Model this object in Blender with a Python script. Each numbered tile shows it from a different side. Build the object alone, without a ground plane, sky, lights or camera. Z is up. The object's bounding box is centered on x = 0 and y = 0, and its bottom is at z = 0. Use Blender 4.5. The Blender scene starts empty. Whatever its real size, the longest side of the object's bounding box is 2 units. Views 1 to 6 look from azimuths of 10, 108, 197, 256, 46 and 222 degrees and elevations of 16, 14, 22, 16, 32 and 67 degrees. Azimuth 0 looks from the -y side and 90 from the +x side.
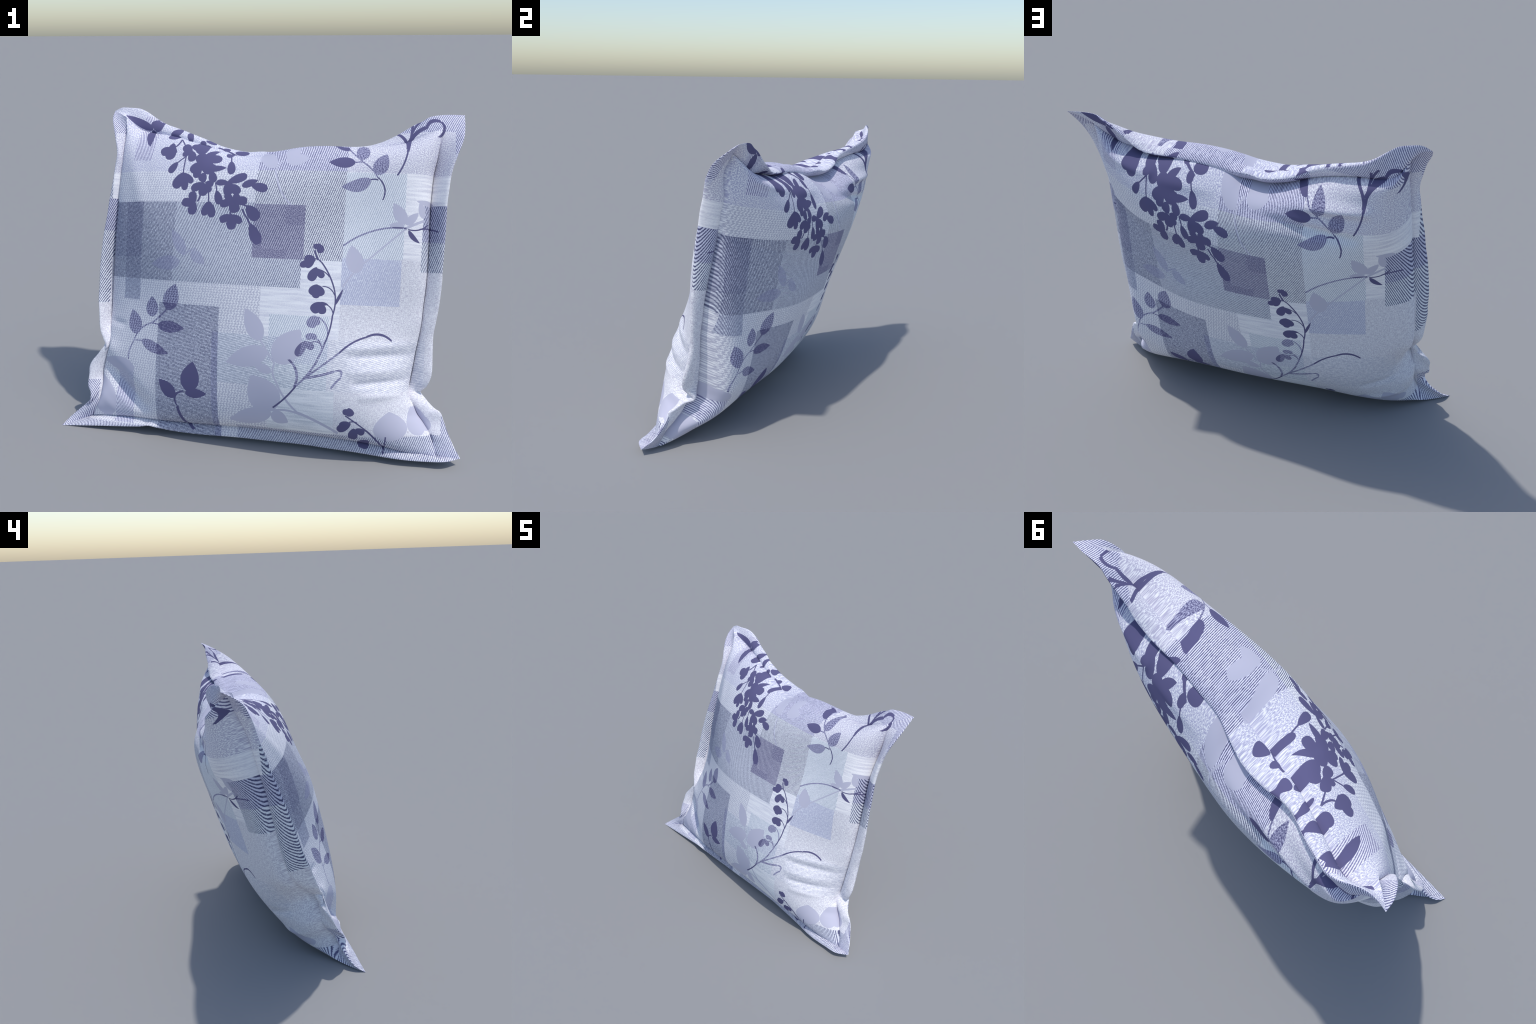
import math
import numpy as np

# ------------------------------------------------------------------ frame
# The cushion leans back by LEAN.  In its own frame u runs to the right, v up
# the leaning cushion and w out of the front panel.
LEAN = math.atan(0.31)
SHIFT_U = 0.04


def smooth_curve(points, n):
    """Centripetal Catmull-Rom through control points, resampled evenly by length."""
    p = np.array(points, float)
    p = np.vstack([2 * p[0] - p[1], p, 2 * p[-1] - p[-2]])
    out = []
    for i in range(1, len(p) - 2):
        p0, p1, p2, p3 = p[i - 1:i + 3]
        t0 = 0.0
        t1 = t0 + np.linalg.norm(p1 - p0) ** 0.5
        t2 = t1 + np.linalg.norm(p2 - p1) ** 0.5
        t3 = t2 + np.linalg.norm(p3 - p2) ** 0.5
        t = np.linspace(t1, t2, 24, endpoint=False)[:, None]
        a1 = (t1 - t) / (t1 - t0) * p0 + (t - t0) / (t1 - t0) * p1
        a2 = (t2 - t) / (t2 - t1) * p1 + (t - t1) / (t2 - t1) * p2
        a3 = (t3 - t) / (t3 - t2) * p2 + (t - t2) / (t3 - t2) * p3
        b1 = (t2 - t) / (t2 - t0) * a1 + (t - t0) / (t2 - t0) * a2
        b2 = (t3 - t) / (t3 - t1) * a2 + (t - t1) / (t3 - t1) * a3
        out.append((t2 - t) / (t2 - t1) * b1 + (t - t1) / (t2 - t1) * b2)
    c = np.vstack(out + [p[-2:-1]])
    d = np.concatenate([[0], np.cumsum(np.linalg.norm(np.diff(c, axis=0), axis=1))])
    s = np.linspace(0, d[-1], n)
    return np.stack([np.interp(s, d, c[:, k]) for k in range(3)], -1)


# sewing line around the stuffed part (u, v, w), bottom to top / left to right
SEAM_LEFT = [(-.905, -.045, .205), (-.870, .020, .240), (-.852, .080, .235), (-.856, .150, .200), (-.859, .200, .195),
             (-.838, .280, .215), (-.822, .335, .225), (-.832, .390, .185), (-.852, .450, .140), (-.860, .504, .115),
             (-.862, .607, .110), (-.860, .725, .115), (-.854, .837, .128), (-.850, .914, .136), (-.842, 1.015, .145),
             (-.838, 1.117, .148), (-.834, 1.194, .152), (-.827, 1.296, .155), (-.824, 1.386, .148), (-.823, 1.455, .138),
             (-.827, 1.540, .146)]
SEAM_RIGHT = [(0.852, -0.080, 0.310), (0.833, -0.022, 0.300), (0.818, 0.022, 0.297), (0.781, 0.078, 0.273), (0.755, 0.110, 0.264),
              (0.735, 0.152, 0.272), (0.715, 0.190, 0.272), (0.711, 0.227, 0.254), (0.716, 0.272, 0.242), (0.726, 0.344, 0.253),
              (0.734, 0.410, 0.266), (0.740, 0.448, 0.277), (0.753, 0.542, 0.298), (0.759, 0.634, 0.306), (0.766, 0.725, 0.317),
              (0.768, 0.815, 0.324), (0.768, 0.950, 0.335), (0.767, 1.017, 0.342), (0.767, 1.098, 0.346), (0.770, 1.152, 0.343),
              (0.774, 1.220, 0.341), (0.779, 1.265, 0.344), (0.789, 1.322, 0.362), (0.801, 1.423, 0.386), (0.810, 1.475, 0.385)]
SEAM_BOTTOM = [(-.905, -.045, .205), (-.856, -.038, .220), (-.727, -.024, .250), (-.626, -.019, .268), (-.531, -.022, .276),
               (-.432, -.020, .284), (-.296, -.018, .294), (-.096, -.012, .312), (.100, -.011, .324), (.257, -.016, .332),
               (.450, -.024, .340), (.592, -.037, .346), (.709, -.060, .336), (.852, -.080, .310)]
SEAM_TOP = [(-.827, 1.540, .146), (-.807, 1.518, .098), (-.767, 1.491, .066), (-.694, 1.470, .079), (-.606, 1.454, .115),
            (-.517, 1.433, .149), (-.454, 1.413, .170), (-.350, 1.382, .198), (-.240, 1.345, .218), (-.140, 1.326, .235),
            (-.050, 1.328, .250), (.020, 1.348, .258), (.120, 1.370, .274), (.250, 1.380, .290), (.400, 1.374, .310),
            (.550, 1.380, .335), (.642, 1.397, .348), (.740, 1.440, .370), (.810, 1.475, .385)]
# free outer edge of the flange
EDGE_LEFT = [(-1.0400, -0.093, 0.287), (-1.0100, -0.052, 0.250), (-0.9560, 0.000, 0.235), (-0.9050, 0.040, 0.265), (-0.9020, 0.083, 0.265),
             (-0.9230, 0.117, 0.250), (-0.9260, 0.175, 0.236), (-0.9280, 0.218, 0.228), (-0.9100, 0.255, 0.222), (-0.8720, 0.288, 0.225),
             (-0.8380, 0.318, 0.245), (-0.8580, 0.360, 0.233), (-0.8800, 0.405, 0.226), (-0.8930, 0.491, 0.219), (-0.9010, 0.551, 0.216),
             (-0.9050, 0.591, 0.210), (-0.9040, 0.632, 0.208), (-0.9080, 0.733, 0.205), (-0.9040, 0.809, 0.205), (-0.8980, 0.911, 0.202),
             (-0.8860, 1.013, 0.198), (-0.8790, 1.105, 0.192), (-0.8650, 1.190, 0.195), (-0.8570, 1.277, 0.192), (-0.8500, 1.337, 0.194),
             (-0.8550, 1.378, 0.192), (-0.8670, 1.419, 0.186), (-0.8850, 1.480, 0.170), (-0.9080, 1.537, 0.130), (-0.9155, 1.585, 0.084)]
EDGE_RIGHT = [(0.957, -0.068, 0.340), (0.930, -0.025, 0.310), (0.898, 0.040, 0.288), (0.878, 0.092, 0.283), (0.861, 0.130, 0.287),
              (0.834, 0.145, 0.273), (0.796, 0.178, 0.243), (0.768, 0.205, 0.205), (0.795, 0.245, 0.265), (0.813, 0.298, 0.278),
              (0.814, 0.400, 0.278), (0.813, 0.490, 0.285), (0.818, 0.534, 0.296), (0.828, 0.609, 0.314), (0.833, 0.669, 0.331),
              (0.837, 0.738, 0.348), (0.836, 0.801, 0.362), (0.837, 0.895, 0.384), (0.838, 0.997, 0.402), (0.838, 1.116, 0.422),
              (0.842, 1.172, 0.429), (0.848, 1.238, 0.432), (0.858, 1.285, 0.435), (0.874, 1.335, 0.434), (0.901, 1.416, 0.410),
              (0.908, 1.489, 0.357), (0.908, 1.542, 0.314)]
EDGE_BOTTOM = [(-1.040, -.093, .287), (-.865, -.078, .299), (-.620, -.058, .315), (-.568, -.046, .330), (-.521, -.054, .325),
               (-.431, -.067, .310), (-.301, -.073, .305), (-.128, -.069, .315), (.069, -.072, .316), (.253, -.075, .322),
               (.302, -.078, .326), (.450, -.080, .350), (.518, -.082, .361), (.665, -.087, .386), (.796, -.086, .385),
               (.890, -.078, .385), (.957, -.068, .340)]
EDGE_TOP = [(-.9155, 1.585, .084), (-.871, 1.602, .094), (-.825, 1.602, .092), (-.778, 1.602, .075), (-.742, 1.589, .058),
            (-.686, 1.554, .046), (-.630, 1.522, .056), (-.529, 1.484, .082), (-.445, 1.450, .112), (-.370, 1.420, .116),
            (-.304, 1.392, .108), (-.200, 1.370, .110), (-.146, 1.364, .119), (-.075, 1.366, .145), (-.025, 1.358, .163),
            (.051, 1.348, .190), (.173, 1.360, .208), (.326, 1.372, .229), (.458, 1.380, .236), (.515, 1.393, .244),
            (.548, 1.412, .251), (.605, 1.448, .272), (.680, 1.496, .290), (.720, 1.514, .301), (.749, 1.532, .311),
            (.798, 1.541, .312), (.846, 1.544, .310), (.908, 1.542, .314)]

N = 401          # samples kept along every border curve
ROUND = 2.3      # super-ellipse exponent of the stuffing's cross-section


def borders(back):
    c = {k: smooth_curve(p, N) for k, p in (("left", SEAM_LEFT), ("right", SEAM_RIGHT), ("bottom", SEAM_BOTTOM), ("top", SEAM_TOP))}
    if back:
        # the back panel is sewn a little behind the front one
        x = np.linspace(0, 1, N)[:, None]
        gl, gr = np.array([.004, 0, -.008]), np.array([-.002, 0, -.010])
        gt, gb = np.array([0, -.014, -.030]), np.array([0, .004, -.022])
        high = np.clip((x - .74) / .08, 0, 1) * np.clip((1 - x) / .05, 0, 1)
        gr = gr + high * np.array([.015, 0, .016])
        fade = np.minimum(1, np.minimum(x, 1 - x) / .06)
        corner = np.array([0, 0, -.018])
        c["left"] = c["left"] + corner + (gl - corner) * fade
        c["right"] = c["right"] + corner + (gr - corner) * fade
        c["top"] = c["top"] + corner + (gt - corner) * fade
        c["bottom"] = c["bottom"] + corner + (gb - corner) * fade
    return c


def at(curve, s):
    x = np.clip(s, 0, 1) * (N - 1)
    i = np.minimum(x.astype(int), N - 2)
    f = (x - i)[..., None]
    return curve[i] * (1 - f) + curve[i + 1] * f


def relaxed(curve):
    """The same border with its small kinks ironed out (ends kept)."""
    x = np.linspace(-1, 1, N)
    basis = np.stack([x ** 0, x, x ** 2, x ** 3], -1)
    wt = np.ones(N)
    wt[[0, -1]] = 400
    k = np.linalg.lstsq(basis * wt[:, None], curve * wt[:, None], rcond=None)[0]
    return basis @ k


def coons(c, s, t):
    """Patch spanned by the four borders; their kinks fade out away from the seam."""
    S, T = s[..., None], t[..., None]
    soft = {k: relaxed(v) for k, v in c.items()}
    l, r, b, a = at(soft["left"], t), at(soft["right"], t), at(soft["bottom"], s), at(soft["top"], s)
    corner = ((1 - S) * (1 - T) * soft["bottom"][0] + S * (1 - T) * soft["bottom"][-1] + (1 - S) * T * soft["top"][0] + S * T * soft["top"][-1])
    q = (1 - S) * l + S * r + (1 - T) * b + T * a - corner
    fade = lambda x: np.exp(-(x / .045) ** 1.2) * (1 - x)
    for k, along, off in (("left", t, S), ("right", t, 1 - S), ("bottom", s, T), ("top", s, 1 - T)):
        q = q + (at(c[k], along) - at(soft[k], along)) * fade(off)
    return q


def bspline(n, x):
    """Uniform clamped-domain cubic B-spline basis, n control values over 0..1."""
    m = n - 3
    y = np.clip(x, 0, 1 - 1e-9) * m
    i = y.astype(int)
    f = y - i
    out = np.zeros(x.shape + (n,))
    for k, w in enumerate(((1 - f) ** 3 / 6, (3 * f ** 3 - 6 * f ** 2 + 4) / 6, (-3 * f ** 3 + 3 * f ** 2 + 3 * f + 1) / 6, f ** 3 / 6)):
        np.put_along_axis(out, (i + k)[..., None], w[..., None], -1)
    return out


def envelope(s, t, back=False):
    """How fully the stuffing fills the panel, 0 at the seam; the back's right side is boxier."""
    e = lambda x, n: np.clip(1 - np.abs(2 * x - 1) ** n, 0, 1) ** (1 / n)
    boxy = ROUND + .9 * np.clip((.75 - t) / .15, 0, 1)
    return e(s, np.where(s > .5, boxy, ROUND) if back else ROUND) * e(t, ROUND)


def lattice(values, s, t):
    g = np.array(values)
    return np.einsum("...i,...j,ij->...", bspline(g.shape[0], t), bspline(g.shape[1], s), g)

# how far the stuffing pushes each panel out, on a coarse grid (rows bottom to top)
BULGE_FRONT = [
    [0.179, 0.169, 0.173, 0.189, 0.195, 0.197, 0.211, 0.228, 0.227, 0.209],
    [0.164, 0.152, 0.175, 0.214, 0.220, 0.222, 0.252, 0.282, 0.261, 0.214],
    [0.158, 0.161, 0.211, 0.248, 0.243, 0.258, 0.301, 0.327, 0.265, 0.200],
    [0.150, 0.166, 0.213, 0.257, 0.270, 0.298, 0.296, 0.299, 0.214, 0.171],
    [0.120, 0.106, 0.180, 0.267, 0.290, 0.285, 0.284, 0.226, 0.149, 0.169],
    [0.125, 0.145, 0.234, 0.297, 0.320, 0.287, 0.279, 0.240, 0.250, 0.258],
    [0.137, 0.180, 0.278, 0.302, 0.297, 0.284, 0.242, 0.191, 0.310, 0.327],
    [0.139, 0.164, 0.258, 0.297, 0.349, 0.351, 0.289, 0.214, 0.307, 0.328],
    [0.158, 0.173, 0.215, 0.259, 0.378, 0.395, 0.397, 0.401, 0.387, 0.323],
    [0.180, 0.176, 0.171, 0.176, 0.240, 0.303, 0.381, 0.424, 0.377, 0.291],
]
BULGE_BACK = [
    [-0.508, -0.562, -0.487, -0.382, -0.351, -0.327, -0.296, -0.254, -0.216, -0.230],
    [-0.424, -0.516, -0.440, -0.340, -0.363, -0.346, -0.313, -0.283, -0.243, -0.304],
    [-0.275, -0.294, -0.348, -0.338, -0.351, -0.368, -0.332, -0.331, -0.365, -0.461],
    [-0.253, -0.274, -0.316, -0.321, -0.312, -0.330, -0.326, -0.246, -0.372, -0.582],
    [-0.266, -0.276, -0.258, -0.270, -0.313, -0.292, -0.306, -0.236, -0.278, -0.504],
    [-0.242, -0.208, -0.230, -0.263, -0.292, -0.318, -0.314, -0.243, -0.163, -0.307],
    [-0.278, -0.208, -0.214, -0.283, -0.300, -0.302, -0.258, -0.283, -0.136, -0.158],
    [-0.421, -0.413, -0.318, -0.321, -0.348, -0.354, -0.379, -0.346, -0.146, -0.110],
    [-0.471, -0.443, -0.283, -0.281, -0.469, -0.300, -0.357, -0.499, -0.352, -0.226],
    [-0.428, -0.378, -0.309, -0.349, -0.449, -0.282, -0.292, -0.475, -0.472, -0.372],
]
FLANGE_PUFF = 0.013


# creases and soft ridges in the panels: from, to (u, v), reach, height along w
FOLDS_FRONT = [
    ((.44, .385), (.74, .40), .018, -.012), ((.42, .425), (.72, .45), .020, .008),
    ((.46, .262), (.73, .285), .016, -.014), ((.44, .318), (.72, .335), .024, .010), ((.50, .205), (.70, .225), .022, .010),
    ((-.86, .255), (-.60, .055), .046, -.062), ((-.85, .090), (-.74, -.010), .030, .010),
    ((-.84, .460), (-.74, .450), .018, -.012),
    ((-.80, 1.40), (-.66, 1.06), .045, .010),
    ((-.30, 1.300), (-.02, 1.310), .030, -.012),
]
FOLDS_BACK = [
    ((-.25, 1.315), (-.66, 1.335), .024, -.034), ((-.10, 1.262), (-.60, 1.205), .024, .022),
    ((.44, 1.330), (.70, 1.370), .024, -.036), ((.10, 1.300), (.36, 1.310), .026, -.016),
    ((-.86, .300), (-.62, .235), .022, .010), ((-.84, .130), (-.64, .110), .020, -.010),
]


def fold_offset(q, back):
    total = np.zeros(q.shape[:-1])
    for a, b, reach, height in FOLDS_BACK if back else FOLDS_FRONT:
        a, b = np.array(a), np.array(b)
        d = b - a
        x = ((q[..., :2] - a) @ d) / (d @ d)
        k = np.clip(x, 0, 1)
        away = np.linalg.norm(q[..., :2] - a - k[..., None] * d, axis=-1)
        taper = .25 + .75 * np.sin(np.pi * np.clip(.12 + .76 * k, 0, 1))
        total += height * taper * np.exp(-(away / reach) ** 2)
    return total


def spacing(n):
    """Sample positions over 0..1, close together near both seams."""
    x = np.linspace(0, 1, n)
    return .35 * x + .65 * (1 - np.cos(np.pi * x)) / 2


def panel_surface(back, n):
    x = spacing(n)
    s, t = np.meshgrid(x, x)
    q = coons(borders(back), s, t)
    q[..., 2] += lattice(BULGE_BACK if back else BULGE_FRONT, s, t) * envelope(s, t, back)
    q[..., 2] += fold_offset(q, back) * np.minimum(1, 1.6 * envelope(s, t, back))
    return q, s, t


FLANGE_FAT = {"left": ([0, .2, .3, .6, .8, 1], [1, 1.2, 1.7, 1.7, 1.4, 1]), "right": ([0, .15, .3, .5, .8, 1], [1, 1.5, 2.2, 1.8, 1.6, 1]),
              "bottom": ([0, 1], [1, 1]), "top": ([0, .08, .15, .46, .50, .62, .70, 1], [1, 1, 1.7, 1.7, 2.0, 1.5, 1, 1])}


def flange_surface(back, n, rows):
    """Four strips between the sewing line and the free edge, bent like a flat tube."""
    seam = borders(back)
    edge = {k: smooth_curve(p, N) for k, p in (("left", EDGE_LEFT), ("right", EDGE_RIGHT), ("bottom", EDGE_BOTTOM), ("top", EDGE_TOP))}
    x = spacing(n)
    r = (1 - np.cos(np.pi * np.linspace(0, 1, rows))) / 2
    r = .5 * r + .5 * np.linspace(0, 1, rows) ** .8
    strips = {}
    for k in ("left", "right", "bottom", "top"):
        a, b = at(seam[k], x), at(edge[k], x)
        p = a[:, None] * (1 - r)[None, :, None] + b[:, None] * r[None, :, None]
        along = np.gradient(.5 * (a + b), axis=0)
        across = b - a
        nor = np.cross(along, across)
        if k in ("left", "top"):
            nor = nor
        else:
            nor = -nor
        nor /= np.linalg.norm(nor, axis=1, keepdims=True)
        strips[k] = [p, nor]
    ends = (("left", 0, "bottom", 0), ("left", -1, "top", 0), ("right", 0, "bottom", -1), ("right", -1, "top", -1))
    for k1, i1, k2, i2 in ends:
        m = strips[k1][1][i1] + strips[k2][1][i2]
        m /= np.linalg.norm(m)
        for k, i in ((k1, i1), (k2, i2)):
            w = np.clip(1 - np.abs(x - x[i]) / .05, 0, 1)[:, None]
            strips[k][1] = strips[k][1] * (1 - w) + m * w
    puff = r / (r + .12) * 1.12 * np.sqrt(np.clip(1 - r ** 2, 0, 1))
    out = {}
    for k, (p, nor) in strips.items():
        w = np.minimum(1, np.minimum(x, 1 - x) / .06) * .7 + .3
        fat = np.interp(x, *FLANGE_FAT[k])
        h = FLANGE_PUFF * (w * fat)[:, None] * puff[None]
        out[k] = p + (-1 if back else 1) * h[..., None] * nor[:, None]
    return out


import bpy
from mathutils import Matrix


def grid_faces(a, b, flip):
    i = np.arange(a * b).reshape(a, b)
    f = np.stack([i[:-1, :-1], i[:-1, 1:], i[1:, 1:], i[1:, :-1]], -1).reshape(-1, 4)
    return f[:, ::-1] if flip else f


def mesh_object(name, verts, faces, parent, materials, back):
    """verts are (u, v, w); the back pieces are turned round so that the print reads the right way."""
    verts = verts * np.array([-1, 1, -1]) if back else verts
    me = bpy.data.meshes.new(name)
    me.from_pydata(verts.tolist(), [], faces.tolist())
    me.polygons.foreach_set("use_smooth", np.ones(len(faces), bool))
    for m in materials:
        me.materials.append(m)
    mid = verts[faces].mean(1)
    me.polygons.foreach_set("material_index", window_of(mid[:, 0], mid[:, 1]))
    me.update()
    ob = bpy.data.objects.new(name, me)
    bpy.context.scene.collection.objects.link(ob)
    tilt = Matrix.Rotation(math.pi / 2 - LEAN, 4, "X")
    turn = Matrix.Rotation(math.pi, 4, "Y") if back else Matrix.Identity(4)
    ob.matrix_world = Matrix.Translation((SHIFT_U, 0, 0)) @ tilt @ turn
    ob.parent = parent
    return ob


def build(cloth):
    root = bpy.data.objects.new("cushion", None)
    bpy.context.scene.collection.objects.link(root)
    root["label"] = "square flanged cushion in blue floral patchwork print, leaning back"
    root["category"] = "cushion"
    n, rows = 361, 19
    strips = {back: flange_surface(back, n, rows) for back in (False, True)}
    for back in (False, True):
        q, s, t = panel_surface(back, n)
        mesh_object("back_panel" if back else "front_panel", q.reshape(-1, 3), grid_faces(n, n, back), root, cloth, back)
        # each flange is cut in one with the panel whose print runs on over it; at the
        # two sides the cloth wraps round the free edge
        verts, faces, base = [], [], 0
        for face in (False, True):
            for k, p in strips[face].items():
                owner = {"left": True, "right": False}.get(k, face)
                if owner != back:
                    continue
                faces.append(grid_faces(n, rows, face ^ (k in ("left", "top"))) + base)
                verts.append(p.reshape(-1, 3))
                base += n * rows
        mesh_object("flange", np.vstack(verts), np.vstack(faces), root, cloth, back)


# ------------------------------------------------------------------ printed cloth
# The print lies flat in the cushion's own (u, v) plane, so it is written in those metres.
NAVY = (.122, .115, .232)
LILAC = (.545, .542, .655)
STROKES = []


def motif(name):
    """Starts a new printed motif; the strokes that follow belong to it."""
    STROKES.append(name)


def stroke(ink, start, end, width, grow, shrink, bend):
    a, b = np.array(start), np.array(end)
    STROKES.append(dict(ink=ink, a=a, b=b, width=width, grow=grow, shrink=shrink, bend=bend))


def leaf(ink, base, tip, width, bend=0):
    stroke(ink, base, tip, width, .62, .92, bend)


def petal(ink, base, tip, width, bend=0):
    stroke(ink, base, tip, width, .70, .42, bend)


def oval(ink, base, tip, width, bend=0):
    stroke(ink, base, tip, width, .5, .5, bend)


def stem(ink, start, middle, end, width):
    a, m, b = np.array(start), np.array(middle), np.array(end)
    d = b - a
    length = np.linalg.norm(d)
    d = d / length
    x = np.dot(m - a, d) / length
    y = d[0] * (m - a)[1] - d[1] * (m - a)[0]
    stroke(ink, start, end, width, None, None, y / max(4 * x * (1 - x), .3))


motif("hanging_blossom")
leaf("navy", (-0.693, 1.487), (-0.841, 1.558), 0.0221)
leaf("navy", (-0.687, 1.487), (-0.631, 1.524), 0.0300)
leaf("navy", (-0.687, 1.492), (-0.668, 1.544), 0.0292)
leaf("navy", (-0.695, 1.485), (-0.664, 1.374), 0.0215)
oval("navy", (-0.579, 1.446), (-0.515, 1.479), 0.0224)
oval("navy", (-0.578, 1.435), (-0.516, 1.430), 0.0157)
oval("navy", (-0.476, 1.466), (-0.450, 1.410), 0.0165)
petal("navy", (-0.535, 1.394), (-0.534, 1.299), 0.0303)
petal("navy", (-0.540, 1.366), (-0.589, 1.333), 0.0252)
petal("navy", (-0.541, 1.378), (-0.509, 1.330), 0.0167)
petal("navy", (-0.416, 1.332), (-0.469, 1.380), 0.0227)
petal("navy", (-0.424, 1.349), (-0.400, 1.289), 0.0233)
petal("navy", (-0.426, 1.339), (-0.467, 1.325), 0.0145)
petal("navy", (-0.390, 1.386), (-0.410, 1.354), 0.0269)
petal("navy", (-0.410, 1.378), (-0.333, 1.346), 0.0330)
petal("navy", (-0.352, 1.283), (-0.398, 1.230), 0.0259)
petal("navy", (-0.355, 1.288), (-0.367, 1.199), 0.0229)
petal("navy", (-0.365, 1.315), (-0.284, 1.225), 0.0319)
petal("navy", (-0.290, 1.236), (-0.261, 1.175), 0.0214)
petal("navy", (-0.312, 1.176), (-0.341, 1.221), 0.0224)
petal("navy", (-0.312, 1.171), (-0.382, 1.142), 0.0218)
petal("navy", (-0.314, 1.172), (-0.316, 1.108), 0.0252)
petal("navy", (-0.310, 1.176), (-0.264, 1.164), 0.0161)
petal("navy", (-0.302, 1.166), (-0.277, 1.127), 0.0165)
petal("navy", (-0.192, 1.176), (-0.095, 1.210), 0.0228)
petal("navy", (-0.185, 1.175), (-0.251, 1.175), 0.0158)
petal("navy", (-0.192, 1.181), (-0.179, 1.109), 0.0245)
petal("navy", (-0.182, 1.167), (-0.129, 1.122), 0.0202)
petal("navy", (-0.152, 1.087), (-0.217, 1.065), 0.0200)
petal("navy", (-0.152, 1.087), (-0.081, 1.086), 0.0215)
petal("navy", (-0.152, 1.092), (-0.139, 1.028), 0.0277)
petal("navy", (-0.154, 1.091), (-0.198, 1.116), 0.0170)
petal("navy", (-0.154, 1.091), (-0.125, 1.117), 0.0188)
petal("navy", (-0.483, 1.286), (-0.521, 1.229), 0.0202)
petal("navy", (-0.436, 1.230), (-0.477, 1.148), 0.0289)
petal("navy", (-0.434, 1.223), (-0.416, 1.137), 0.0200)
petal("navy", (-0.436, 1.226), (-0.379, 1.175), 0.0169)
petal("navy", (-0.195, 1.289), (-0.175, 1.217), 0.0210)
petal("navy", (-0.354, 1.069), (-0.424, 1.080), 0.0221)
petal("navy", (-0.354, 1.069), (-0.378, 1.130), 0.0226)
petal("navy", (-0.354, 1.081), (-0.368, 1.016), 0.0247)
petal("navy", (-0.280, 1.081), (-0.302, 1.012), 0.0200)
petal("navy", (-0.278, 1.082), (-0.253, 1.004), 0.0220)
petal("navy", (-0.244, 1.135), (-0.219, 1.068), 0.0205)
petal("navy", (-0.161, 1.026), (-0.150, 0.948), 0.0246)
petal("navy", (-0.157, 1.016), (-0.214, 0.989), 0.0193)
petal("navy", (-0.161, 1.017), (-0.102, 0.984), 0.0184)
oval("navy", (-0.386, 1.315), (-0.306, 1.283), 0.0309)
oval("navy", (-0.401, 1.390), (-0.372, 1.407), 0.0195)
oval("navy", (-0.376, 1.420), (-0.318, 1.397), 0.0096)
oval("navy", (-0.224, 1.313), (-0.203, 1.343), 0.0195)
oval("navy", (-0.209, 1.354), (-0.135, 1.349), 0.0154)
oval("navy", (-0.277, 1.371), (-0.237, 1.366), 0.0103)
leaf("navy", (-0.342, 1.310), (-0.271, 1.349), 0.0163)
petal("navy", (-0.348, 1.310), (-0.245, 1.294), 0.0237)
leaf("navy", (-0.312, 1.244), (-0.208, 1.251), 0.0171)
petal("navy", (-0.294, 1.236), (-0.288, 1.273), 0.0227)
stem("navy", (-0.515, 1.372), (-0.502, 1.389), (-0.496, 1.417), 0.0047)
stem("navy", (-0.496, 1.417), (-0.477, 1.395), (-0.464, 1.377), 0.0031)
stem("navy", (-0.431, 1.329), (-0.458, 1.305), (-0.482, 1.284), 0.0036)
stem("navy", (-0.443, 1.319), (-0.443, 1.274), (-0.441, 1.227), 0.0033)
stem("navy", (-0.205, 1.319), (-0.198, 1.301), (-0.193, 1.283), 0.0035)
stem("navy", (-0.340, 1.080), (-0.332, 1.094), (-0.328, 1.114), 0.0049)
stem("navy", (-0.285, 1.132), (-0.282, 1.104), (-0.278, 1.078), 0.0036)
stem("navy", (-0.255, 1.176), (-0.247, 1.152), (-0.242, 1.131), 0.0034)
stem("navy", (-0.164, 1.059), (-0.162, 1.041), (-0.161, 1.021), 0.0043)
stem("navy", (-0.192, 1.331), (-0.271, 1.369), (-0.303, 1.379), 0.0039)
leaf("navy", (-0.115, 1.157), (-0.037, 1.187), 0.0187)
petal("navy", (-0.069, 1.162), (0.013, 1.144), 0.0216)
petal("navy", (-0.162, 1.166), (-0.123, 1.122), 0.0179)
oval("navy", (-0.203, 1.166), (-0.163, 1.157), 0.0186)
petal("navy", (-0.084, 1.064), (-0.024, 0.999), 0.0291)
petal("navy", (-0.062, 0.980), (-0.014, 0.884), 0.0264)
stem("navy", (-0.106, 1.047), (-0.084, 1.013), (-0.058, 0.975), 0.0043)
stem("navy", (-0.110, 1.069), (-0.093, 1.065), (-0.072, 1.056), 0.0040)
motif("bell_flower_stalk")
stem("navy", (0.250, 0.871), (0.259, 0.841), (0.284, 0.814), 0.0031)
stem("navy", (0.284, 0.814), (0.319, 0.762), (0.347, 0.694), 0.0035)
stem("navy", (0.347, 0.694), (0.354, 0.636), (0.344, 0.572), 0.0033)
stem("navy", (0.344, 0.572), (0.334, 0.505), (0.314, 0.443), 0.0035)
stem("woven", (0.314, 0.443), (0.302, 0.407), (0.285, 0.372), 0.0038)
stem("woven", (0.286, 0.367), (0.247, 0.303), (0.192, 0.241), 0.0048)
stem("navy", (0.192, 0.241), (0.144, 0.181), (0.083, 0.124), 0.0041)
petal("navy", (0.264, 0.901), (0.280, 0.857), 0.0171)
petal("navy", (0.279, 0.890), (0.241, 0.884), 0.0125)
petal("navy", (0.256, 0.825), (0.185, 0.794), 0.0168)
petal("navy", (0.250, 0.825), (0.209, 0.792), 0.0183)
oval("navy", (0.203, 0.831), (0.252, 0.825), 0.0181)
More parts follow.
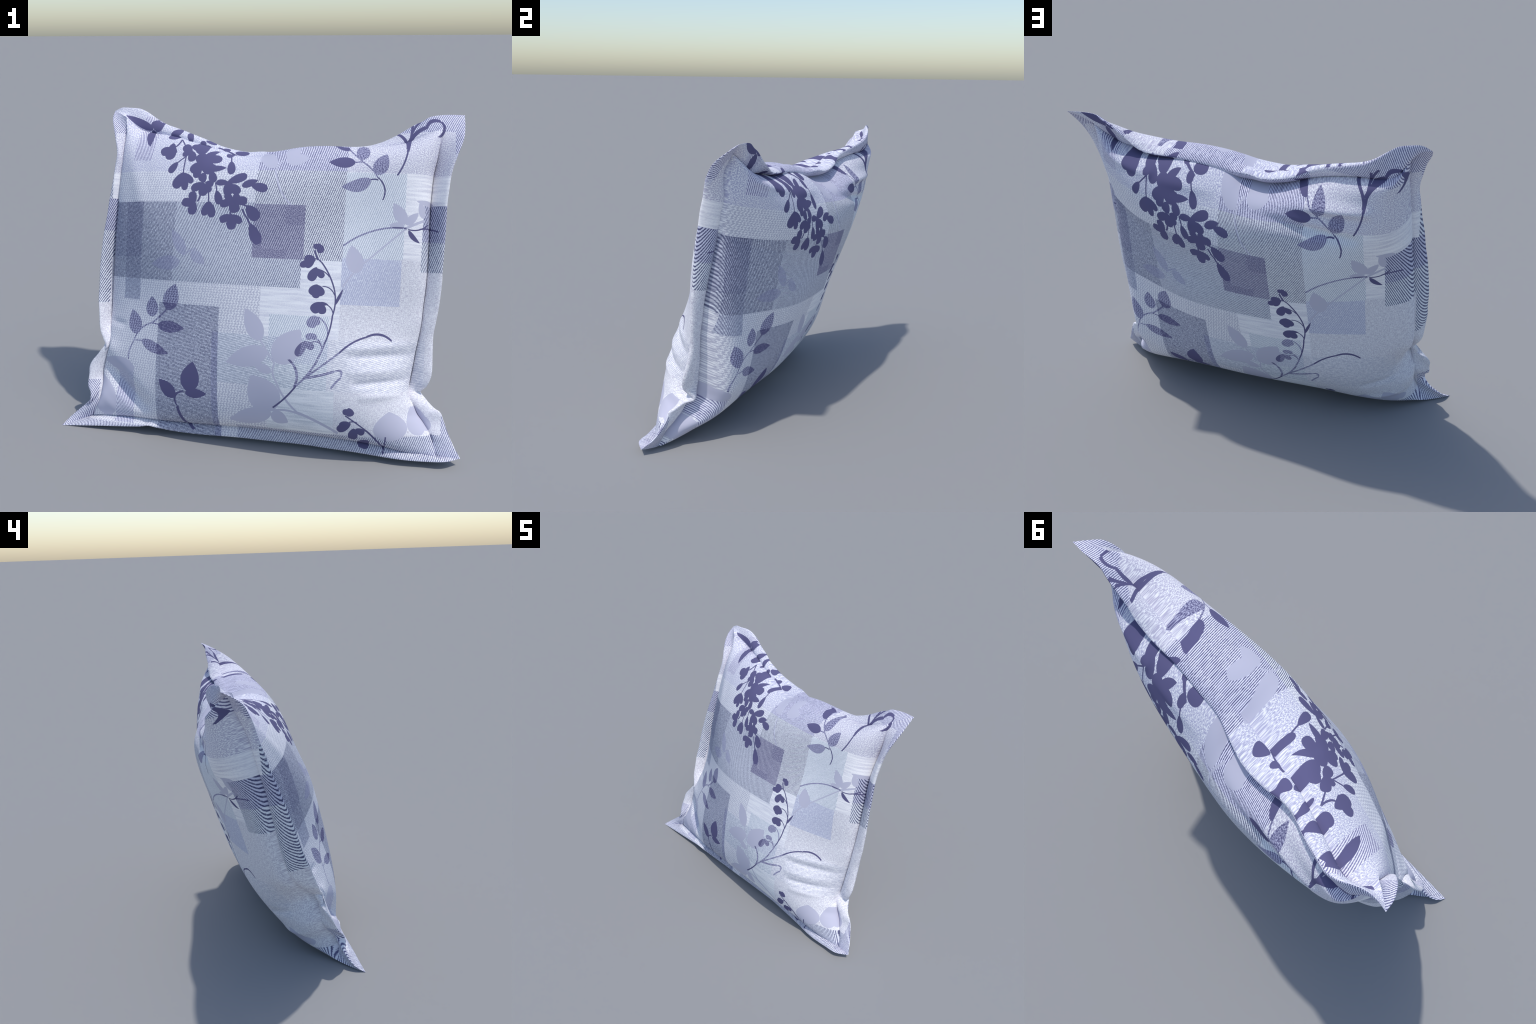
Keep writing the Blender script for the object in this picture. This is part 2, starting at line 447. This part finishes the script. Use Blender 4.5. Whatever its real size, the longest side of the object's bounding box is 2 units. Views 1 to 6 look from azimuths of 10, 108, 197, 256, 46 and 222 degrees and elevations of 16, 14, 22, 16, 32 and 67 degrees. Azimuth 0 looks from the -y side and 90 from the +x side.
stem("navy", (0.249, 0.830), (0.268, 0.826), (0.284, 0.814), 0.0026)
petal("navy", (0.263, 0.791), (0.234, 0.728), 0.0217)
petal("navy", (0.257, 0.785), (0.296, 0.746), 0.0162)
stem("navy", (0.274, 0.781), (0.303, 0.768), (0.322, 0.750), 0.0027)
petal("navy", (0.271, 0.712), (0.242, 0.664), 0.0221)
petal("navy", (0.269, 0.711), (0.264, 0.649), 0.0196)
petal("navy", (0.267, 0.710), (0.295, 0.663), 0.0191)
stem("navy", (0.293, 0.705), (0.329, 0.695), (0.349, 0.667), 0.0026)
petal("navy", (0.293, 0.631), (0.250, 0.587), 0.0237)
petal("navy", (0.293, 0.627), (0.298, 0.578), 0.0192)
leaf("navy", (0.280, 0.627), (0.323, 0.623), 0.0086)
stem("navy", (0.316, 0.622), (0.337, 0.605), (0.346, 0.582), 0.0026)
petal("woven", (0.263, 0.570), (0.246, 0.514), 0.0239)
petal("woven", (0.264, 0.570), (0.282, 0.527), 0.0155)
stem("woven", (0.279, 0.565), (0.310, 0.539), (0.327, 0.482), 0.0034)
petal("woven", (0.276, 0.480), (0.227, 0.470), 0.0148)
petal("woven", (0.254, 0.488), (0.274, 0.463), 0.0128)
stem("woven", (0.278, 0.465), (0.298, 0.442), (0.304, 0.412), 0.0029)
petal("woven", (0.231, 0.453), (0.189, 0.381), 0.0204)
petal("woven", (0.220, 0.448), (0.266, 0.419), 0.0171)
stem("woven", (0.254, 0.445), (0.283, 0.450), (0.302, 0.430), 0.0031)
leaf("navy", (0.352, 0.620), (0.388, 0.699), 0.0069)
stem("woven", (0.235, 0.284), (0.316, 0.350), (0.383, 0.405), 0.0043)
stem("navy", (0.383, 0.405), (0.440, 0.453), (0.499, 0.480), 0.0042)
stem("navy", (0.499, 0.480), (0.554, 0.494), (0.617, 0.464), 0.0055)
stem("woven", (0.226, 0.280), (0.303, 0.299), (0.363, 0.320), 0.0061)
stem("woven", (0.363, 0.320), (0.395, 0.320), (0.394, 0.291), 0.0061)
stem("woven", (0.394, 0.291), (0.376, 0.273), (0.352, 0.240), 0.0047)
stem("woven", (0.184, 0.235), (0.195, 0.291), (0.155, 0.362), 0.0062)
motif("arching_stem")
stem("woven", (0.378, 0.895), (0.432, 0.934), (0.496, 0.964), 0.0039)
stem("woven", (0.496, 0.964), (0.573, 0.985), (0.659, 0.987), 0.0040)
stem("navy", (0.666, 0.983), (0.715, 0.984), (0.758, 1.011), 0.0032)
stem("navy", (0.717, 0.986), (0.765, 0.991), (0.808, 0.980), 0.0036)
leaf("navy", (0.668, 0.978), (0.723, 0.923), 0.0110, bend=-0.0056)
motif("pale_sprig")
leaf("lilac", (0.653, 1.007), (0.596, 1.100), 0.0286)
leaf("lilac", (0.648, 0.997), (0.579, 0.999), 0.0162)
leaf("lilac", (0.656, 1.004), (0.710, 1.061), 0.0184)
stem("lilac", (0.736, 1.026), (0.696, 1.008), (0.650, 0.984), 0.0059)
stem("lilac", (0.653, 0.982), (0.560, 0.898), (0.489, 0.832), 0.0037)
stem("lilac", (0.489, 0.832), (0.419, 0.759), (0.383, 0.705), 0.0037)
leaf("lilac", (0.445, 0.772), (0.415, 0.899), 0.0397)
leaf("lilac", (0.733, 1.037), (0.715, 1.114), 0.0158)
leaf("lilac", (0.777, 1.103), (0.699, 1.113), 0.0125)
motif("pale_leaf_spray")
leaf("lilac", (0.019, 0.441), (-0.060, 0.584), 0.0416)
leaf("lilac", (0.054, 0.391), (-0.146, 0.324), 0.0484)
leaf("lilac", (0.095, 0.343), (0.203, 0.503), 0.0634)
leaf("lilac", (0.075, 0.298), (-0.012, 0.327), 0.0215)
leaf("lilac", (0.085, 0.109), (-0.022, 0.273), 0.0782)
leaf("lilac", (0.075, 0.097), (-0.132, 0.040), 0.0420)
leaf("lilac", (0.075, 0.094), (0.156, 0.055), 0.0327)
stem("lilac", (0.018, 0.444), (0.052, 0.391), (0.089, 0.339), 0.0042)
stem("lilac", (0.089, 0.339), (0.081, 0.304), (0.097, 0.255), 0.0045)
stem("lilac", (0.097, 0.255), (0.138, 0.178), (0.202, 0.110), 0.0051)
stem("lilac", (0.202, 0.110), (0.277, 0.081), (0.390, 0.021), 0.0066)
stem("lilac", (0.081, 0.109), (0.148, 0.117), (0.213, 0.102), 0.0050)
motif("pale_corner_leaves")
leaf("lilac", (0.635, 0.000), (0.620, 0.140), 0.0782)
leaf("lilac", (0.775, 0.030), (0.717, 0.156), 0.0461)
leaf("lilac", (0.808, 0.042), (0.786, 0.107), 0.0203)
leaf("lilac", (-0.788, -0.025), (-0.862, 0.183), 0.0665)
leaf("lilac", (-0.646, 0.235), (-0.851, 0.262), 0.0380)
motif("pale_blossom")
leaf("lilac", (0.042, 1.254), (-0.057, 1.351), 0.0351)
leaf("lilac", (0.087, 1.290), (0.200, 1.299), 0.0306)
leaf("lilac", (0.089, 1.301), (0.147, 1.365), 0.0370)
stem("lilac", (0.076, 1.290), (0.049, 1.254), (0.055, 1.196), 0.0047)
stem("lilac", (0.055, 1.196), (0.080, 1.132), (0.130, 1.073), 0.0045)
motif("leafy_twig")
stem("woven", (0.445, 1.286), (0.487, 1.254), (0.519, 1.214), 0.0035)
stem("navy", (0.519, 1.214), (0.552, 1.167), (0.546, 1.112), 0.0035)
stem("navy", (0.521, 1.202), (0.502, 1.205), (0.487, 1.202), 0.0032)
leaf("woven", (0.489, 1.201), (0.357, 1.165), 0.0296, bend=0.0117)
leaf("navy", (0.414, 1.280), (0.293, 1.281), 0.0266)
stem("woven", (0.445, 1.284), (0.429, 1.283), (0.406, 1.280), 0.0037)
leaf("woven", (0.513, 1.226), (0.557, 1.325), 0.0344)
leaf("woven", (0.453, 1.295), (0.439, 1.386), 0.0316)
stem("woven", (0.447, 1.288), (0.413, 1.317), (0.379, 1.354), 0.0038)
leaf("navy", (0.385, 1.347), (0.303, 1.386), 0.0155)
motif("forked_branch")
stem("navy", (0.606, 1.226), (0.634, 1.281), (0.649, 1.338), 0.0039)
stem("navy", (0.649, 1.338), (0.658, 1.386), (0.670, 1.491), 0.0061)
stem("navy", (0.648, 1.353), (0.641, 1.404), (0.602, 1.447), 0.0077)
stem("navy", (0.655, 1.394), (0.686, 1.445), (0.733, 1.475), 0.0104)
stem("navy", (0.733, 1.475), (0.772, 1.510), (0.798, 1.504), 0.0100)
stem("navy", (0.798, 1.504), (0.811, 1.478), (0.787, 1.416), 0.0063)
stem("navy", (0.670, 1.451), (0.681, 1.478), (0.705, 1.508), 0.0055)
motif("woven_twig")
stem("woven", (-0.688, 0.278), (-0.683, 0.331), (-0.667, 0.363), 0.0036)
stem("woven", (-0.667, 0.363), (-0.628, 0.433), (-0.556, 0.475), 0.0038)
stem("woven", (-0.556, 0.475), (-0.514, 0.508), (-0.474, 0.548), 0.0042)
leaf("woven", (-0.470, 0.546), (-0.426, 0.676), 0.0444)
leaf("woven", (-0.559, 0.505), (-0.566, 0.606), 0.0377)
leaf("woven", (-0.643, 0.412), (-0.688, 0.530), 0.0416)
leaf("woven", (-0.520, 0.467), (-0.368, 0.464), 0.0287)
stem("woven", (-0.556, 0.473), (-0.535, 0.472), (-0.515, 0.469), 0.0033)
leaf("woven", (-0.611, 0.383), (-0.451, 0.333), 0.0275, bend=-0.0047)
stem("woven", (-0.652, 0.379), (-0.629, 0.381), (-0.603, 0.381), 0.0029)
motif("dark_three_leaf_shoot")
stem("navy", (-0.330, -0.048), (-0.381, 0.016), (-0.401, 0.077), 0.0077)
stem("navy", (-0.401, 0.077), (-0.410, 0.130), (-0.363, 0.159), 0.0058)
leaf("navy", (-0.412, 0.123), (-0.499, 0.203), 0.0340)
leaf("navy", (-0.342, 0.161), (-0.316, 0.309), 0.0485)
leaf("navy", (-0.355, 0.152), (-0.245, 0.157), 0.0245)
motif("bell_flower_tip")
petal("navy", (0.435, 0.154), (0.447, 0.114), 0.0194)
petal("navy", (0.450, 0.137), (0.409, 0.132), 0.0149)
petal("navy", (0.448, 0.080), (0.387, 0.037), 0.0206)
petal("navy", (0.440, 0.084), (0.402, 0.052), 0.0229)
petal("navy", (0.464, 0.055), (0.456, -0.005), 0.0227)
petal("navy", (0.471, 0.053), (0.510, 0.030), 0.0179)
petal("navy", (0.534, -0.006), (0.483, -0.044), 0.0236)
petal("navy", (0.521, -0.008), (0.509, -0.057), 0.0195)
stem("navy", (0.421, 0.116), (0.466, 0.086), (0.514, 0.051), 0.0033)
stem("navy", (0.514, 0.051), (0.559, 0.009), (0.604, -0.045), 0.0044)
stem("navy", (0.440, 0.084), (0.457, 0.088), (0.477, 0.083), 0.0029)
stem("navy", (0.483, 0.052), (0.506, 0.051), (0.528, 0.038), 0.0030)
stem("navy", (0.609, 0.020), (0.605, -0.024), (0.599, -0.073), 0.0034)
motif("faint_leaves")
leaf("faint", (-0.386, 0.823), (-0.462, 0.939), 0.0298)
leaf("faint", (-0.408, 0.784), (-0.575, 0.768), 0.0354)
leaf("faint", (-0.350, 0.834), (-0.274, 0.781), 0.0267)
stem("faint", (-0.395, 0.817), (-0.362, 0.837), (-0.325, 0.853), 0.0047)


class Cloth:
    """Builds one material that prints the part of the pattern inside one (u, v) window."""

    def __init__(self, name, window):
        self.mat = bpy.data.materials.new(name)
        self.mat.use_nodes = True
        self.tree = self.mat.node_tree
        self.bsdf = self.tree.nodes["Principled BSDF"]
        self.u0, self.u1, self.v0, self.v1 = window
        co = self.node("ShaderNodeTexCoord")
        sep = self.node("ShaderNodeSeparateXYZ", co.outputs["Object"])
        self.u = sep.outputs[0]
        self.v = sep.outputs[1]
        com = self.node("ShaderNodeCombineXYZ", self.u, self.v)
        self.p = com.outputs[0]
        self.weaves = {}

    def node(self, kind, *inputs, **props):
        n = self.tree.nodes.new(kind)
        for k, v in props.items():
            setattr(n, k, v)
        for i, x in enumerate(inputs):
            self.feed(n.inputs[i], x)
        return n

    def feed(self, socket, x):
        if isinstance(x, bpy.types.NodeSocket):
            self.tree.links.new(x, socket)
        elif x is not None:
            socket.default_value = x

    def math(self, op, *a, clamp=False):
        return self.node("ShaderNodeMath", *a, operation=op, use_clamp=clamp).outputs[0]

    def mix(self, f, a, b, blend="MIX"):
        n = self.node("ShaderNodeMix", data_type="RGBA", blend_type=blend, clamp_factor=True)
        self.feed(n.inputs["Factor"], f)
        for s, x in (("A", a), ("B", b)):
            sock = [i for i in n.inputs if i.name == s and i.type == "RGBA"][0]
            self.feed(sock, (*x, 1) if isinstance(x, tuple) else x)
        return [o for o in n.outputs if o.type == "RGBA"][0]

    def noise(self, scale, su=1., sv=1., detail=1.0, shift=0.):
        m = self.node("ShaderNodeMapping", self.p)
        m.inputs["Scale"].default_value = (su, sv, 1)
        m.inputs["Location"].default_value = (shift, shift * .7, 0)
        n = self.node("ShaderNodeTexNoise", m.outputs[0], noise_dimensions="2D")
        n.inputs["Scale"].default_value = scale
        n.inputs["Detail"].default_value = detail
        return n.outputs["Fac"]

    def dot(self, x, y):
        n = self.node("ShaderNodeVectorMath", self.p, operation="DOT_PRODUCT")
        n.inputs[1].default_value = (x, y, 0)
        return n.outputs["Value"]

    def lines(self, angle, period, duty, jitter, hard=2.2):
        """Soft parallel threads; angle is that of the threads, in degrees."""
        a = math.radians(angle)
        ph = self.dot(-math.sin(a) / period, math.cos(a) / period)
        ph = self.math("MULTIPLY_ADD", self.weave("grain"), jitter, ph)
        tri = self.math("ABSOLUTE", self.math("SUBTRACT", self.math("FRACT", ph), .5))
        return self.math("MULTIPLY_ADD", tri, 2 * hard, .5 - hard * (1 - duty), clamp=True)

    def weave(self, kind):
        if kind not in self.weaves:
            self.weaves[kind] = getattr(self, "weave_" + kind)()
        return self.weaves[kind]

    # every weave gives 0 for the dark thread and 1 for the light thread
    def weave_grain(self):
        return self.noise(260, detail=0)

    def weave_bold_twill(self):
        return self.lines(-67, .0079, .55, .32)

    def weave_slim_twill(self):
        return self.lines(-67, .0079, .44, .32)

    def weave_broken_twill(self):
        k = self.lines(-67, .0079, .54, .5, 1.8)
        return self.math("MULTIPLY", k, self.math("MULTIPLY_ADD", self.noise(170, 1, .45, 0), 1.0, .20, clamp=True))

    def weave_flat_twill(self):
        k = self.lines(12.5, .0066, .55, .7, 1.8)
        return self.math("MULTIPLY", k, self.math("MULTIPLY_ADD", self.noise(150, .5, 1, 1), 1.5, .05, clamp=True))

    def weave_fine_twill(self):
        k = self.lines(17, .0080, .60, .6, 1.6)
        return self.math("MULTIPLY", k, self.math("MULTIPLY_ADD", self.noise(110, .5, 1, 1), 1.6, .0, clamp=True))

    def weave_cross_twill(self):
        return self.math("MULTIPLY", self.lines(-67, .0079, .62, .5), self.lines(17, .0080, .62, .5))

    def weave_herringbone(self):
        row = self.math("MULTIPLY", self.v, 1 / .0118)
        f = self.math("FRACT", row)
        odd = self.math("MULTIPLY_ADD", self.math("FLOOR", self.math("FRACT", self.math("MULTIPLY", row, .5))), 0, self.math("FRACT", self.math("MULTIPLY", self.math("FLOOR", row), .5)))
        lean = self.math("MULTIPLY_ADD", odd, 4, -1)
        ph = self.math("MULTIPLY_ADD", self.u, 1 / .0150, self.math("MULTIPLY", f, self.math("MULTIPLY", lean, .45)))
        ph = self.math("ADD", ph, self.math("MULTIPLY_ADD", self.weave("grain"), .9, self.math("MULTIPLY", self.math("FLOOR", row), .37)))
        tri = self.math("ABSOLUTE", self.math("SUBTRACT", self.math("FRACT", ph), .5))
        band = self.math("ABSOLUTE", self.math("SUBTRACT", f, .5))
        d = self.math("MULTIPLY_ADD", band, -.45, tri)
        return self.math("MULTIPLY_ADD", d, 3.2, -.0, clamp=True)

    def weave_speckle(self):
        return self.math("MULTIPLY_ADD", self.noise(215, detail=1), 3.2, -1.2, clamp=True)

    def weave_slub(self):
        k = self.noise(60, .12, 1.6, 2)
        return self.math("MULTIPLY_ADD", self.math("ADD", k, self.math("MULTIPLY", self.noise(240, .7, 1, 0), .35)), 2.2, -.85, clamp=True)

    def weave_linen(self):
        k = self.math("ADD", self.noise(190, .30, 1.5, 1), self.noise(190, 1.5, .30, 1, 3.))
        k = self.math("ADD", k, self.math("MULTIPLY", self.noise(340, detail=0), 1.5))
        return self.math("MULTIPLY_ADD", k, 1.4, -1.95, clamp=True)

    def weave_fuzz(self):
        return self.math("MULTIPLY_ADD", self.noise(260, detail=0), 2.4, -.75, clamp=True)

    def inside(self, r):
        """Mask of a rectangle; edges that do not cross this window cost nothing."""
        if r[0] >= self.u1 or r[1] <= self.u0 or r[2] >= self.v1 or r[3] <= self.v0:
            return 0
        m = None
        for edge, lo, co, op in ((r[0], self.u0, self.u, "GREATER_THAN"), (r[2], self.v0, self.v, "GREATER_THAN")):
            if edge > lo:
                k = self.math(op, co, edge)
                m = k if m is None else self.math("MULTIPLY", m, k)
        for edge, hi, co in ((r[1], self.u1, self.u), (r[3], self.v1, self.v)):
            if edge < hi:
                k = self.math("LESS_THAN", co, edge)
                m = k if m is None else self.math("MULTIPLY", m, k)
        return 1 if m is None else m

    def patches(self):
        colour = PATCHES[0][2]
        for box, weave, dark, light in PATCHES:
            m = self.inside(box)
            if isinstance(m, int) and m == 0:
                continue
            if weave == "tint":
                colour = self.mix(m, colour, self.mix(1., colour, dark, "MULTIPLY"))
                continue
            c = self.mix(self.weave(weave), dark, light)
            colour = c if isinstance(m, int) else self.mix(m, colour, c)
        return colour

    def ink(self, kind):
        """Union of all strokes of one ink that reach this window, as a 0/1 mask."""
        total = None
        for s in STROKES:
            if isinstance(s, str) or s["ink"] != kind:
                continue
            a, b = s["a"], s["b"]
            d = b - a
            length = float(np.linalg.norm(d))
            reach = s["width"] + abs(s["bend"]) + .004
            lo, hi = np.minimum(a, b) - reach, np.maximum(a, b) + reach
            if lo[0] > self.u1 or hi[0] < self.u0 or lo[1] > self.v1 or hi[1] < self.v0:
                continue
            m = self.node("ShaderNodeMapping", self.p, vector_type="TEXTURE")
            m.inputs["Location"].default_value = (a[0], a[1], 0)
            m.inputs["Rotation"].default_value = (0, 0, math.atan2(d[1], d[0]))
            m.inputs["Scale"].default_value = (length, length, 1)
            n = self.node("ShaderNodeGroup", node_tree=stem_group() if s["grow"] is None else blade_group())
            self.feed(n.inputs[0], m.outputs[0])
            n.inputs["Width"].default_value = s["width"] / length
            n.inputs["Bend"].default_value = -4 * s["bend"] / length
            if s["grow"] is not None:
                g, h = s["grow"], s["shrink"]
                x = g / (g + h)
                n.inputs["Width"].default_value /= x ** g * (1 - x) ** h
                n.inputs["Grow"].default_value, n.inputs["Shrink"].default_value = g, h
            total = n.outputs[0] if total is None else self.math("MAXIMUM", total, n.outputs[0])
        return None if total is None else self.math("GREATER_THAN", total, 1e-5)

    def finish(self):
        colour = self.patches()
        m = self.ink("faint")
        if m is not None:
            colour = self.mix(self.math("MULTIPLY", m, .45), colour, (.30, .30, .48))
        m = self.ink("lilac")
        if m is not None:
            colour = self.mix(m, colour, LILAC)
        m = self.ink("woven")
        if m is not None:
            g = self.node("ShaderNodeRGBToBW", colour).outputs[0] if not isinstance(colour, tuple) else .7
            show = self.math("MULTIPLY_ADD", g, 2.6, -1.35, clamp=True)
            colour = self.mix(m, colour, self.mix(show, NAVY, (.50, .50, .66)))
        m = self.ink("navy")
        if m is not None:
            colour = self.mix(m, colour, NAVY)
        self.feed(self.bsdf.inputs["Base Color"], colour)
        self.bsdf.inputs["Roughness"].default_value = .92
        self.bsdf.inputs["Specular IOR Level"].default_value = .12
        self.bsdf.inputs["Sheen Weight"].default_value = .0
        return self.mat


_groups = {}


def shape_group(name, powers):
    if name in _groups:
        return _groups[name]
    g = bpy.data.node_groups.new(name, "ShaderNodeTree")
    _groups[name] = g
    g.interface.new_socket("Vector", in_out="INPUT", socket_type="NodeSocketVector")
    for s in ("Width", "Bend") + (("Grow", "Shrink") if powers else ()):
        g.interface.new_socket(s, in_out="INPUT", socket_type="NodeSocketFloat")
    g.interface.new_socket("Inside", in_out="OUTPUT", socket_type="NodeSocketFloat")
    i, o = g.nodes.new("NodeGroupInput"), g.nodes.new("NodeGroupOutput")

    def math_node(op, *a, clamp=False):
        n = g.nodes.new("ShaderNodeMath")
        n.operation, n.use_clamp = op, clamp
        for k, x in enumerate(a):
            if isinstance(x, bpy.types.NodeSocket):
                g.links.new(x, n.inputs[k])
            else:
                n.inputs[k].default_value = x
        return n.outputs[0]

    sep = g.nodes.new("ShaderNodeSeparateXYZ")
    g.links.new(i.outputs["Vector"], sep.inputs[0])
    x = math_node("ADD", sep.outputs[0], 0., clamp=True)
    rest = math_node("SUBTRACT", 1., x)
    hump = math_node("MULTIPLY", x, rest)
    off = math_node("ABSOLUTE", math_node("MULTIPLY_ADD", hump, i.outputs["Bend"], sep.outputs[1]))
    if powers:
        half = math_node("MULTIPLY", math_node("POWER", x, i.outputs["Grow"]), math_node("POWER", rest, i.outputs["Shrink"]))
    else:
        half = math_node("GREATER_THAN", hump, 0.)
    d = math_node("SUBTRACT", math_node("MULTIPLY", half, i.outputs["Width"]), off)
    g.links.new(d, o.inputs[0])
    return g


def blade_group():
    return shape_group("blade_outline", True)


def stem_group():
    return shape_group("stem_outline", False)


WHITE = (.905, .905, .930)
# patchwork: (u from, u to, v from, v to), weave, dark thread, light thread
PATCHES = [
    ((-2, 2, -1, 3), "herringbone", (0.529, 0.530, 0.625), WHITE),
    ((-2, 2, 1.237, 3), "speckle", (0.468, 0.467, 0.620), WHITE),
    ((.420, 2, 1.450, 3), "bold_twill", (0.156, 0.156, 0.296), (0.830, 0.820, 0.925)),
    ((.865, 2, 1.340, 3), "bold_twill", (0.156, 0.156, 0.296), (0.830, 0.820, 0.925)),
    ((.360, .865, 1.237, 1.450), "speckle", (0.512, 0.493, 0.612), WHITE),
    ((-2, -.450, .690, 1.080), "broken_twill", (0.154, 0.163, 0.261), (0.780, 0.800, 0.874)),
    ((-.450, .191, .690, 1.080), "bold_twill", (0.152, 0.158, 0.263), (0.800, 0.820, 0.884)),
    ((-.752, -.645, .583, .690), "broken_twill", (0.246, 0.255, 0.372), (0.740, 0.770, 0.854)),
    ((-.752, -.645, .690, 1.080), "tint", (.82, .82, .87), None),
    ((-2, -.645, .800, 1.080), "tint", (.84, .84, .89), None),
    ((-.044, .380, .822, 3), "bold_twill", (0.120, 0.121, 0.217), (0.900, 0.910, 0.945)),
    ((-.044, .380, 1.237, 3), "tint", (.90, .88, 1.0), None),
    ((-.044, .198, .822, 1.073), "slim_twill", (0.116, 0.110, 0.215), (0.600, 0.590, 0.703)),
    ((.105, .198, .980, 1.073), "fuzz", (0.123, 0.118, 0.224), (0.440, 0.430, 0.552)),
    ((-.044, .116, .822, .866), "fuzz", (0.123, 0.118, 0.224), (0.440, 0.430, 0.552)),
    ((-.044, .000, .866, .930), "fuzz", (0.123, 0.118, 0.224), (0.440, 0.430, 0.552)),
    ((.008, .375, .463, .690), "slub", (0.695, 0.695, 0.772), WHITE),
    ((.191, .375, .463, .822), "slub", (0.695, 0.695, 0.772), WHITE),
    ((.378, .650, .840, 1.232), "bold_twill", (0.456, 0.490, 0.571), (0.890, 0.910, 0.950)),
    ((.650, 2, .840, 1.237), "slub", (0.695, 0.686, 0.753), (0.940, 0.930, 0.945)),
    ((.640, 2, .226, .843), "linen", (0.576, 0.558, 0.634), WHITE),
    ((.375, .645, .463, .625), "linen", (0.576, 0.558, 0.634), WHITE),
    ((.375, .644, .625, .840), "broken_twill", (.440, .455, .610), (.82, .84, .91)),
    ((.733, 2, .790, 1.100), "bold_twill", (0.106, 0.112, 0.208), (0.840, 0.860, 0.915)),
    ((.862, 2, .550, 1.250), "bold_twill", (0.106, 0.112, 0.208), (0.840, 0.860, 0.915)),
    ((.733, 2, .930, 1.100), "tint", (.76, .75, .86), None),
    ((-.190, .775, .226, .463), "fine_twill", (0.504, 0.512, 0.608), (0.940, 0.930, 0.950)),
    ((-.190, .055, .226, .463), "fine_twill", (0.395, 0.428, 0.524), (0.860, 0.870, 0.925)),
    ((.055, .330, .226, .463), "fine_twill", (0.428, 0.470, 0.557), (0.900, 0.920, 0.950)),
    ((.055, .330, .463, .566), "bold_twill", (0.430, 0.473, 0.571), (0.900, 0.920, 0.950)),
    ((.055, .330, .345, .463), "cross_twill", (0.405, 0.440, 0.557), (0.900, 0.910, 0.950)),
    ((.050, .366, .008, .226), "slub", (0.632, 0.660, 0.716), (0.890, 0.899, 0.925)),
    ((.366, 2, .015, .226), "linen", (0.604, 0.585, 0.660), WHITE),
    ((-.519, -.190, -1, .583), "flat_twill", (0.147, 0.153, 0.255), (0.740, 0.760, 0.845)),
    ((-.222, -.190, -1, .463), "tint", (.82, .82, .92), None),
    ((-.106, 2, -1, .010), "bold_twill", (0.120, 0.124, 0.231), (0.820, 0.830, 0.915)),
    ((.560, 2, -1, .024), "bold_twill", (0.120, 0.124, 0.231), (0.820, 0.830, 0.915)),
    ((.865, 2, -1, .150), "bold_twill", (0.138, 0.138, 0.268), (0.840, 0.840, 0.925)),
    ((-.755, -.652, -.045, .230), "bold_twill", (0.193, 0.193, 0.341), (0.820, 0.820, 0.915)),
    ((-2, -.519, -1, -.050), "bold_twill", (0.120, 0.124, 0.231), (0.820, 0.830, 0.915)),
    ((-.742, -.637, 1.297, 1.560), "bold_twill", (0.212, 0.202, 0.361), (0.840, 0.830, 0.925)),
]

WINDOWS_U, WINDOWS_V = 9, 8
U_RANGE, V_RANGE = (-.96, 1.06), (-.10, 1.63)


def cloth_materials():
    """One material per window of the print, so that each stays light."""
    mats, pad = [], .012
    du, dv = (U_RANGE[1] - U_RANGE[0]) / WINDOWS_U, (V_RANGE[1] - V_RANGE[0]) / WINDOWS_V
    for j in range(WINDOWS_V):
        for i in range(WINDOWS_U):
            u, v = U_RANGE[0] + i * du, V_RANGE[0] + j * dv
            mats.append(Cloth("printed_cotton", (u - pad, u + du + pad, v - pad, v + dv + pad)).finish())
    return mats


def window_of(u, v):
    w = np.asarray(u) - U_RANGE[0]
    i = np.clip((w / (U_RANGE[1] - U_RANGE[0]) * WINDOWS_U).astype(int), 0, WINDOWS_U - 1)
    j = np.clip(((np.asarray(v) - V_RANGE[0]) / (V_RANGE[1] - V_RANGE[0]) * WINDOWS_V).astype(int), 0, WINDOWS_V - 1)
    return (j * WINDOWS_U + i).astype(np.int32)


build(cloth_materials())
